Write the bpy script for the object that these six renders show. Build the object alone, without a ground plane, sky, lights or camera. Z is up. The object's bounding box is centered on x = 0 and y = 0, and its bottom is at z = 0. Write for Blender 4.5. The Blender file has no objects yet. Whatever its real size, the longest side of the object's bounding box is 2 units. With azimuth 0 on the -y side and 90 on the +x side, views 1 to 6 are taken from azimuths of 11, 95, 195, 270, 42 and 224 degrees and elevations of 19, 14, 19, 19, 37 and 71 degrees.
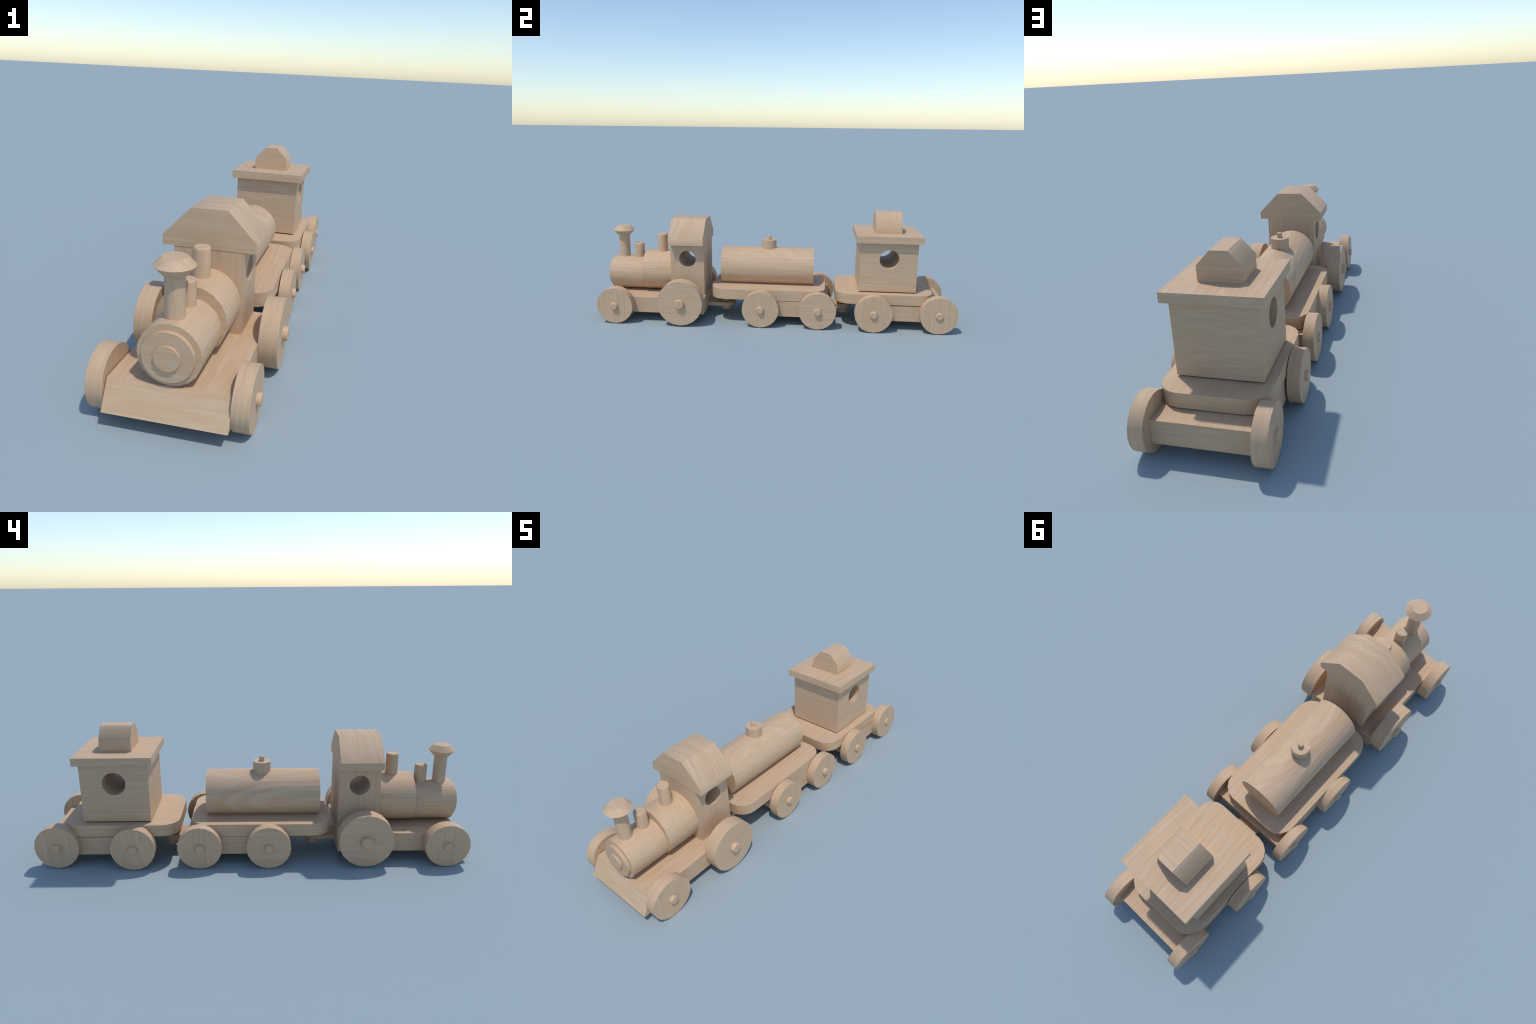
"""Unpainted wooden toy train: a locomotive, a tank wagon and a brake van, coupled by pins."""
import bpy, bmesh, math
from mathutils import Vector

AXES = "xyz"
COLL = bpy.context.scene.collection

# ------------------------------------------------------------------ wood material
# One recipe: growth bands are the level lines of "distance across the grain + slow waviness",
# coloured by a one-dimensional noise, with fine fibres and a slow change of hue on top.
PALE = (0.626, 0.466, 0.335)
MID = (0.573, 0.402, 0.257)
TAN = (0.525, 0.351, 0.208)
STYLES = {           # waviness, its scale across and along the grain, band frequency, band contrast
    "straight": (0.012, 4.0, 2.4, 80.0, 0.48),
    "curved":   (0.075, 3.2, 3.0, 58.0, 0.75),
    "arch":     (0.020, 4.0, 4.0, 34.0, 0.95),
    "flame":    (0.022, 5.0, 5.0, 46.0, 1.05),
    "spindle":  (0.022, 5.0, 5.0, 46.0, 0.85),
}
# cathedral figure: bands nest round a centre (across, along), stretched along the grain
NESTS = {"flame": (0.075, -0.10, 0.34), "spindle": (-0.015, -0.23, 0.24), "arch": (-0.19, 0.0, 0.6)}
_mats = {}


def wood(normal, grain, style="straight"):
    """Wood for faces looking along `normal` whose fibres run along `grain`."""
    key = (normal, grain, style)
    if key in _mats:
        return _mats[key]
    across = [a for a in AXES if a not in (normal, grain)][0]
    amp, s_ac, s_al, freq, contrast = STYLES[style]
    mat = bpy.data.materials.new("wood_%s_grain" % style)
    mat.use_nodes = True
    nt = mat.node_tree
    nt.nodes.clear()

    def node(kind, **props):
        n = nt.nodes.new(kind)
        for k, v in props.items():
            setattr(n, k, v)
        return n

    def put(value, socket):
        if isinstance(value, (int, float)):
            socket.default_value = value
        else:
            nt.links.new(value, socket)

    def math_(op, a, b):
        n = node("ShaderNodeMath", operation=op)
        put(a, n.inputs[0])
        put(b, n.inputs[1])
        return n.outputs[0]

    co = node("ShaderNodeTexCoord")
    sep = node("ShaderNodeSeparateXYZ")
    nt.links.new(co.outputs["Object"], sep.inputs[0])
    rnd = node("ShaderNodeObjectInfo").outputs["Random"]
    ac = sep.outputs[AXES.index(across)]
    al = sep.outputs[AXES.index(grain)]
    shift = math_("MULTIPLY", rnd, 37.0)
    shift = math_("ADD", shift, 3.1 * AXES.index(normal) + 7.7 * AXES.index(grain))

    def noise2(ac_scale, al_scale, off, detail, rough):
        xyz = node("ShaderNodeCombineXYZ")
        put(math_("MULTIPLY", ac, ac_scale), xyz.inputs[0])
        put(math_("MULTIPLY", al, al_scale), xyz.inputs[1])
        put(math_("ADD", shift, off), xyz.inputs[2])
        n = node("ShaderNodeTexNoise", noise_dimensions="3D")
        nt.links.new(xyz.outputs[0], n.inputs["Vector"])
        n.inputs["Scale"].default_value = 1.0
        n.inputs["Detail"].default_value = detail
        n.inputs["Roughness"].default_value = rough
        return n.outputs["Fac"]

    wave = noise2(s_ac, s_al, 0.0, 0.0, 0.4)
    bend = math_("MULTIPLY", math_("SUBTRACT", wave, 0.5), amp * 2.0)
    field = ac
    if style in NESTS:
        a0, l0, k = NESTS[style]
        da = math_("SUBTRACT", ac, a0)
        dl = math_("MULTIPLY", math_("SUBTRACT", al, l0), k)
        field = math_("SQRT", math_("ADD", math_("MULTIPLY", da, da), math_("MULTIPLY", dl, dl)), 0.0)
    field = math_("ADD", field, bend)
    w = math_("ADD", math_("MULTIPLY", field, freq), math_("MULTIPLY", shift, 11.3))
    band = node("ShaderNodeTexNoise", noise_dimensions="1D")
    put(w, band.inputs["W"])
    band.inputs["Scale"].default_value = 1.0
    band.inputs["Detail"].default_value = 2.0
    band.inputs["Roughness"].default_value = 0.55
    fibre = noise2(230.0, 9.0, 5.0, 1.0, 0.5)
    streak = noise2(85.0, 8.0, 9.0, 1.0, 0.5)
    v = math_("MULTIPLY", math_("SUBTRACT", band.outputs["Fac"], 0.5), contrast)
    v = math_("ADD", v, math_("MULTIPLY", math_("SUBTRACT", fibre, 0.5), 0.40))
    v = math_("ADD", v, math_("MULTIPLY", math_("SUBTRACT", streak, 0.5), 0.65))
    v = math_("ADD", v, 0.5)
    ramp = node("ShaderNodeValToRGB")
    nt.links.new(v, ramp.inputs[0])
    el = ramp.color_ramp.elements
    el[0].position, el[0].color = 0.12, (*TAN, 1)
    el[1].position, el[1].color = 0.86, (*PALE, 1)
    m = el.new(0.5)
    m.color = (*MID, 1)
    # slow drift between a rosy and a straw tint along the fibres
    tint = noise2(40.0, 2.5, 14.0, 1.0, 0.5)
    mix = node("ShaderNodeMix", data_type="RGBA", blend_type="MULTIPLY")
    tr = node("ShaderNodeValToRGB")
    nt.links.new(tint, tr.inputs[0])
    te = tr.color_ramp.elements
    te[0].position, te[0].color = 0.3, (1.0, 0.992, 0.96, 1)
    te[1].position, te[1].color = 0.7, (1.0, 0.985, 1.0, 1)
    mix.inputs[0].default_value = 1.0
    nt.links.new(ramp.outputs[0], mix.inputs[6])
    nt.links.new(tr.outputs[0], mix.inputs[7])
    bsdf = node("ShaderNodeBsdfPrincipled")
    nt.links.new(mix.outputs[2], bsdf.inputs["Base Color"])
    bsdf.inputs["Roughness"].default_value = 0.6
    bsdf.inputs["Specular IOR Level"].default_value = 0.2
    out = node("ShaderNodeOutputMaterial")
    nt.links.new(bsdf.outputs[0], out.inputs[0])
    _mats[key] = mat
    return mat


# ------------------------------------------------------------------ geometry helpers
def ring(n, r, phase=0.0):
    return [(r * math.cos(phase + 2 * math.pi * i / n), r * math.sin(phase + 2 * math.pi * i / n)) for i in range(n)]


def place(axis, a, b, t):
    """(a, b) in the plane across `axis`, t along it."""
    return {"x": Vector((t, a, b)), "y": Vector((a, t, b)), "z": Vector((a, b, t))}[axis]


def loft(axis, sections):
    """Closed solid through rings [(list of (a, b), t), ...]; end rings are capped."""
    bm = bmesh.new()
    loops = [[bm.verts.new(place(axis, a, b, t)) for a, b in pts] for pts, t in sections]
    n = len(loops[0])
    for lo, hi in zip(loops, loops[1:]):
        for i in range(n):
            bm.faces.new((lo[i], lo[(i + 1) % n], hi[(i + 1) % n], hi[i]))
    bm.faces.new(loops[0])
    bm.faces.new(loops[-1])
    bmesh.ops.recalc_face_normals(bm, faces=bm.faces)
    return bm


def box(x0, x1, y0, y1, z0, z1):
    return loft("z", [([(x0, y0), (x1, y0), (x1, y1), (x0, y1)], t) for t in (z0, z1)])


def prism(axis, outline, t0, t1):
    return loft(axis, [(outline, t0), (outline, t1)])


def turned(axis, centre, profile, n=20):
    """Turned piece: profile [(radius, t), ...] along `axis`, a corner at the very bottom."""
    ph = -math.pi / 2
    return loft(axis, [([(centre[0] + a, centre[1] + b) for a, b in ring(n, r, ph)], t) for r, t in profile])


def rounded_slab(x0, x1, y0, y1, r, steps=4):
    pts = []
    for cx, cy, a0 in ((x1 - r, y1 - r, 0), (x0 + r, y1 - r, 90), (x0 + r, y0 + r, 180), (x1 - r, y0 + r, 270)):
        for i in range(steps + 1):
            a = math.radians(a0 + 90 * i / steps)
            pts.append((cx + r * math.cos(a), cy + r * math.sin(a)))
    return pts


def drill(bm, axis, centre, r, t0, t1, n=20):
    """Bore a round hole through the solid."""
    me, mc = bpy.data.meshes.new("solid"), bpy.data.meshes.new("bore")
    bm.to_mesh(me)
    bm.free()
    cut = turned(axis, centre, [(r, t0), (r, t1)], n)
    cut.to_mesh(mc)
    cut.free()
    a, b = bpy.data.objects.new("solid", me), bpy.data.objects.new("bore", mc)
    COLL.objects.link(a)
    COLL.objects.link(b)
    md = a.modifiers.new("bore", "BOOLEAN")
    md.object, md.operation, md.solver = b, "DIFFERENCE", "EXACT"
    dg = bpy.context.evaluated_depsgraph_get()
    out = bmesh.new()
    out.from_mesh(a.evaluated_get(dg).to_mesh())
    for o in (a, b):
        bpy.data.objects.remove(o)
    for d in (me, mc):
        bpy.data.meshes.remove(d)
    return out


def part(name, bm, parent, grains, styles=None, soft=28):
    """Finish a piece: move its origin to its middle, lay the grain per face direction."""
    styles = styles or {}
    vs = [v.co for v in bm.verts]
    lo = Vector([min(v[i] for v in vs) for i in range(3)])
    hi = Vector([max(v[i] for v in vs) for i in range(3)])
    c = (lo + hi) / 2
    bmesh.ops.translate(bm, verts=bm.verts, vec=-c)
    me = bpy.data.meshes.new(name)
    slots = []
    bm.normal_update()
    for f in bm.faces:
        n = [abs(k) for k in f.normal]
        n[2] += 0.04
        d = AXES[n.index(max(n))]
        side = "-" + d if f.normal[AXES.index(d)] < 0 else d
        key = (d, grains[d], styles.get(side, styles.get(d, "straight")))
        if key not in slots:
            slots.append(key)
        f.material_index = slots.index(key)
        f.smooth = True
    for e in bm.edges:
        if len(e.link_faces) == 2:
            e.smooth = e.calc_face_angle(0.0) < math.radians(soft) and not any(len(f.verts) > 8 for f in e.link_faces)
    bm.to_mesh(me)
    bm.free()
    for k in slots:
        me.materials.append(wood(*k))
    ob = bpy.data.objects.new(name, me)
    COLL.objects.link(ob)
    attach(ob, parent, c)
    return ob


def attach(ob, parent, world):
    ob.parent = parent
    base = Vector((0, 0, 0))
    p = parent
    while p is not None:
        base += p.location
        p = p.parent
    ob.location = Vector(world) - base


def ease(ob, crisp):
    """Keep as sharp bends those edges whose ends all satisfy `crisp`."""
    vs = ob.data.vertices
    for e in ob.data.edges:
        if all(crisp(vs[i].co) for i in e.vertices):
            e.use_edge_sharp = True


# grain laid along the length (y) of a plank, across its ends, upright, ...
PLANK = {"x": "y", "y": "x", "z": "y"}
UPRIGHT = {"x": "z", "y": "z", "z": "x"}
TURNED_Y = {"x": "y", "y": "x", "z": "y"}
CROSS_TOP = {"x": "y", "y": "x", "z": "x"}
AXLE = {"x": "z", "y": "x", "z": "x"}

# ------------------------------------------------------------------ the train
train = bpy.data.objects.new("wooden_toy_train", None)
COLL.objects.link(train)
train["label"] = "unpainted wooden toy train with engine, tank wagon and van"
train["category"] = "toy train"


def rounded_end(r, tip, inward, c):
    """Profile of a dowel end eased over a length c."""
    return [(r - 0.85 * c, tip), (r - 0.25 * c, tip + inward * 0.35 * c), (r, tip + inward * c)]


def wheelset(car, y, z, r, thick, faces, tips, r_axle, grains, style="straight"):
    """Two wheels (left, right) with the dowel ends they turn on."""
    for side, face, tip, grain in zip((1, -1), faces, tips, grains):
        disc = turned("x", (y, z), [(r, face), (r, face + side * thick)])
        part("wheel", disc, car, {"x": grain, "y": "z", "z": "y"}, {"x": style})
        peg = turned("x", (y, z), rounded_end(r_axle, tip, side, 0.005) + [(r_axle, face + side * 0.02)], 16)
        part("axle_peg", peg, car, AXLE, soft=50)


# ---- locomotive
loco = part("locomotive", prism("x", [(-0.9510, 0.1413), (-0.9998, 0.0525), (-0.388, 0.0515), (-0.388, 0.1415)],
                                -0.1885, 0.1885), train, PLANK)

front_boiler_z, rear_boiler_z = 0.1415 + 0.0968, 0.1415 + 0.1155
part("boiler", turned("y", (0, front_boiler_z), [(0.0968, -0.9465), (0.0968, -0.750)]), loco, TURNED_Y)
part("firebox", turned("y", (-0.0015, rear_boiler_z), [(0.1155, -0.755), (0.1155, -0.580)]), loco, CROSS_TOP)
part("smokebox_door", turned("y", (0, front_boiler_z), [(0.0780, -0.9612), (0.0780, -0.940)]), loco, CROSS_TOP)
part("door_boss", turned("y", (0, front_boiler_z), [(0.0388, -0.9695), (0.0385, -0.950)]), loco, CROSS_TOP)

part("smokestack", turned("z", (-0.004, -0.8888), [(0.0302, 0.29), (0.0302, 0.453), (0.0610, 0.4875),
                                              (0.037, 0.5125)]), loco, UPRIGHT, {"z": "curved"})
part("steam_dome", turned("z", (0, -0.7995), [(0.0288, 0.30), (0.0288, 0.406), (0.0275, 0.4115), (0.0243, 0.4142)]), loco, UPRIGHT, soft=50)
part("safety_valve", turned("z", (0, -0.6595), [(0.0288, 0.34), (0.0288, 0.4625), (0.0275, 0.468), (0.0243, 0.4707)]), loco, UPRIGHT, soft=50)

cab = drill(box(-0.1205, 0.1205, -0.5850, -0.3935, 0.1415, 0.437), "x", (-0.4885, 0.3525), 0.0478, -0.3, 0.3)
part("cab", cab, loco, UPRIGHT)
roof = part("cab_roof", prism("y", [(-0.1605, 0.4366), (0.1598, 0.4366), (0.1598, 0.4715), (0.0622, 0.5712),
                             (-0.0622, 0.5712), (-0.1605, 0.4715)], -0.5865, -0.391),
     loco, CROSS_TOP, {"z": "arch"}, soft=50)
ease(roof, lambda p: (p.x > 0) == (p.z > 0))     # one ridge and the opposite eave are crisp, the others eased

wheelset(loco, -0.8793, 0.1014, 0.1014, 0.0530, (-0.2460, 0.2422), (-0.2585, 0.2575), 0.0205, "zz")
wheelset(loco, -0.5075, 0.1308, 0.1256, 0.0655, (-0.2530, 0.2545), (-0.2720, 0.2725), 0.0262, "yy")


# ---- coupling: a tongue from the car in front, a pin under the car behind
def coupling(front_car, rear_car, x, y_root, y_pin, z0, z1, half, pin_x, pin_bottom):
    pts = [(x - half, y_root), (x + half, y_root)]
    pts += [(x + half * math.cos(math.radians(a)), y_pin + half * math.sin(math.radians(a))) for a in range(0, 181, 18)]
    tongue = drill(prism("z", pts, z0, z1), "z", (pin_x, y_pin), 0.037, -0.2, 0.3, 16)
    part("coupling_tongue", tongue, front_car, PLANK)
    pin = turned("z", (pin_x, y_pin), [(0.0325, pin_bottom), (0.0325, 0.150)], 16)
    part("coupling_pin", pin, rear_car, UPRIGHT)


# ---- tank wagon
tank_car = part("tank_wagon", prism("z", rounded_slab(-0.207, 0.171, -0.352, 0.2885, 0.08), 0.1415, 0.1993), train, PLANK)
part("underframe", box(-0.2050, 0.1716, -0.134, 0.309, 0.0512, 0.1385), tank_car, PLANK)
part("spacer_block", box(-0.12, 0.09, -0.10, 0.20, 0.1372, 0.1420), tank_car, PLANK)
part("tank", turned("y", (-0.0256, 0.2914), [(0.1096, -0.306), (0.1096, 0.2215)], 24), tank_car,
     {"x": "y", "y": "z", "z": "y"}, {"z": "flame", "x": "straight", "-x": "spindle"})
part("tank_dome", turned("z", (-0.0305, -0.0388), [(0.0415, 0.37), (0.0415, 0.4465)], 24), tank_car, UPRIGHT)
part("dome_knob", turned("z", (-0.0303, -0.0390), [(0.0121, 0.44), (0.0121, 0.465), (0.0115, 0.4675), (0.0095, 0.469)], 16), tank_car, UPRIGHT, soft=50)
wheelset(tank_car, -0.0663, 0.1014, 0.1014, 0.0465, (-0.2512, 0.2225), (-0.2640, 0.2365), 0.0205, "yz")
wheelset(tank_car, 0.2475, 0.1014, 0.1014, 0.0465, (-0.2512, 0.2195), (-0.2635, 0.2350), 0.0205, "zy")

# ---- brake van
van = part("brake_van", prism("z", rounded_slab(-0.2058, 0.1800, 0.3440, 0.8760, 0.08), 0.1430, 0.1985), train, PLANK)
part("underframe", box(-0.2015, 0.1770, 0.507, 0.9485, 0.0510, 0.1388), van, PLANK, {"x": "curved"})
part("spacer_block", box(-0.12, 0.10, 0.55, 0.84, 0.1372, 0.1440), van, PLANK)
body = drill(box(-0.1715, 0.1368, 0.4725, 0.7803, 0.2048, 0.479), "x", (0.6288, 0.3865), 0.0535, -0.4, 0.4)
part("van_cabin", body, van, PLANK)
part("spacer_block", box(-0.13, 0.095, 0.515, 0.74, 0.1980, 0.2055), van, PLANK)
part("van_roof", box(-0.1948, 0.1605, 0.449, 0.8025, 0.4782, 0.5152), van, PLANK, {"z": "curved"})
cupola = part("cupola", prism("y", [(-0.0997, 0.5137), (0.0645, 0.5137), (0.0645, 0.5720), (0.0132, 0.6260),
                           (-0.0494, 0.6260), (-0.0997, 0.5720)], 0.5545, 0.6985), van, CROSS_TOP, soft=50)
ease(cupola, lambda p: p.z > 0.04)
wheelset(van, 0.5490, 0.1014, 0.1014, 0.0485, (-0.2575, 0.2325), (-0.2705, 0.2440), 0.0208, "zz", "curved")
wheelset(van, 0.8987, 0.1013, 0.1013, 0.0520, (-0.2338, 0.2192), (-0.2465, 0.2288), 0.0208, "zz", "curved")

coupling(loco, tank_car, -0.013, -0.390, -0.289, 0.0567, 0.0767, 0.0565, -0.0175, 0.028)
coupling(tank_car, van, -0.0275, 0.307, 0.396, 0.0640, 0.0885, 0.0535, -0.0275, 0.031)
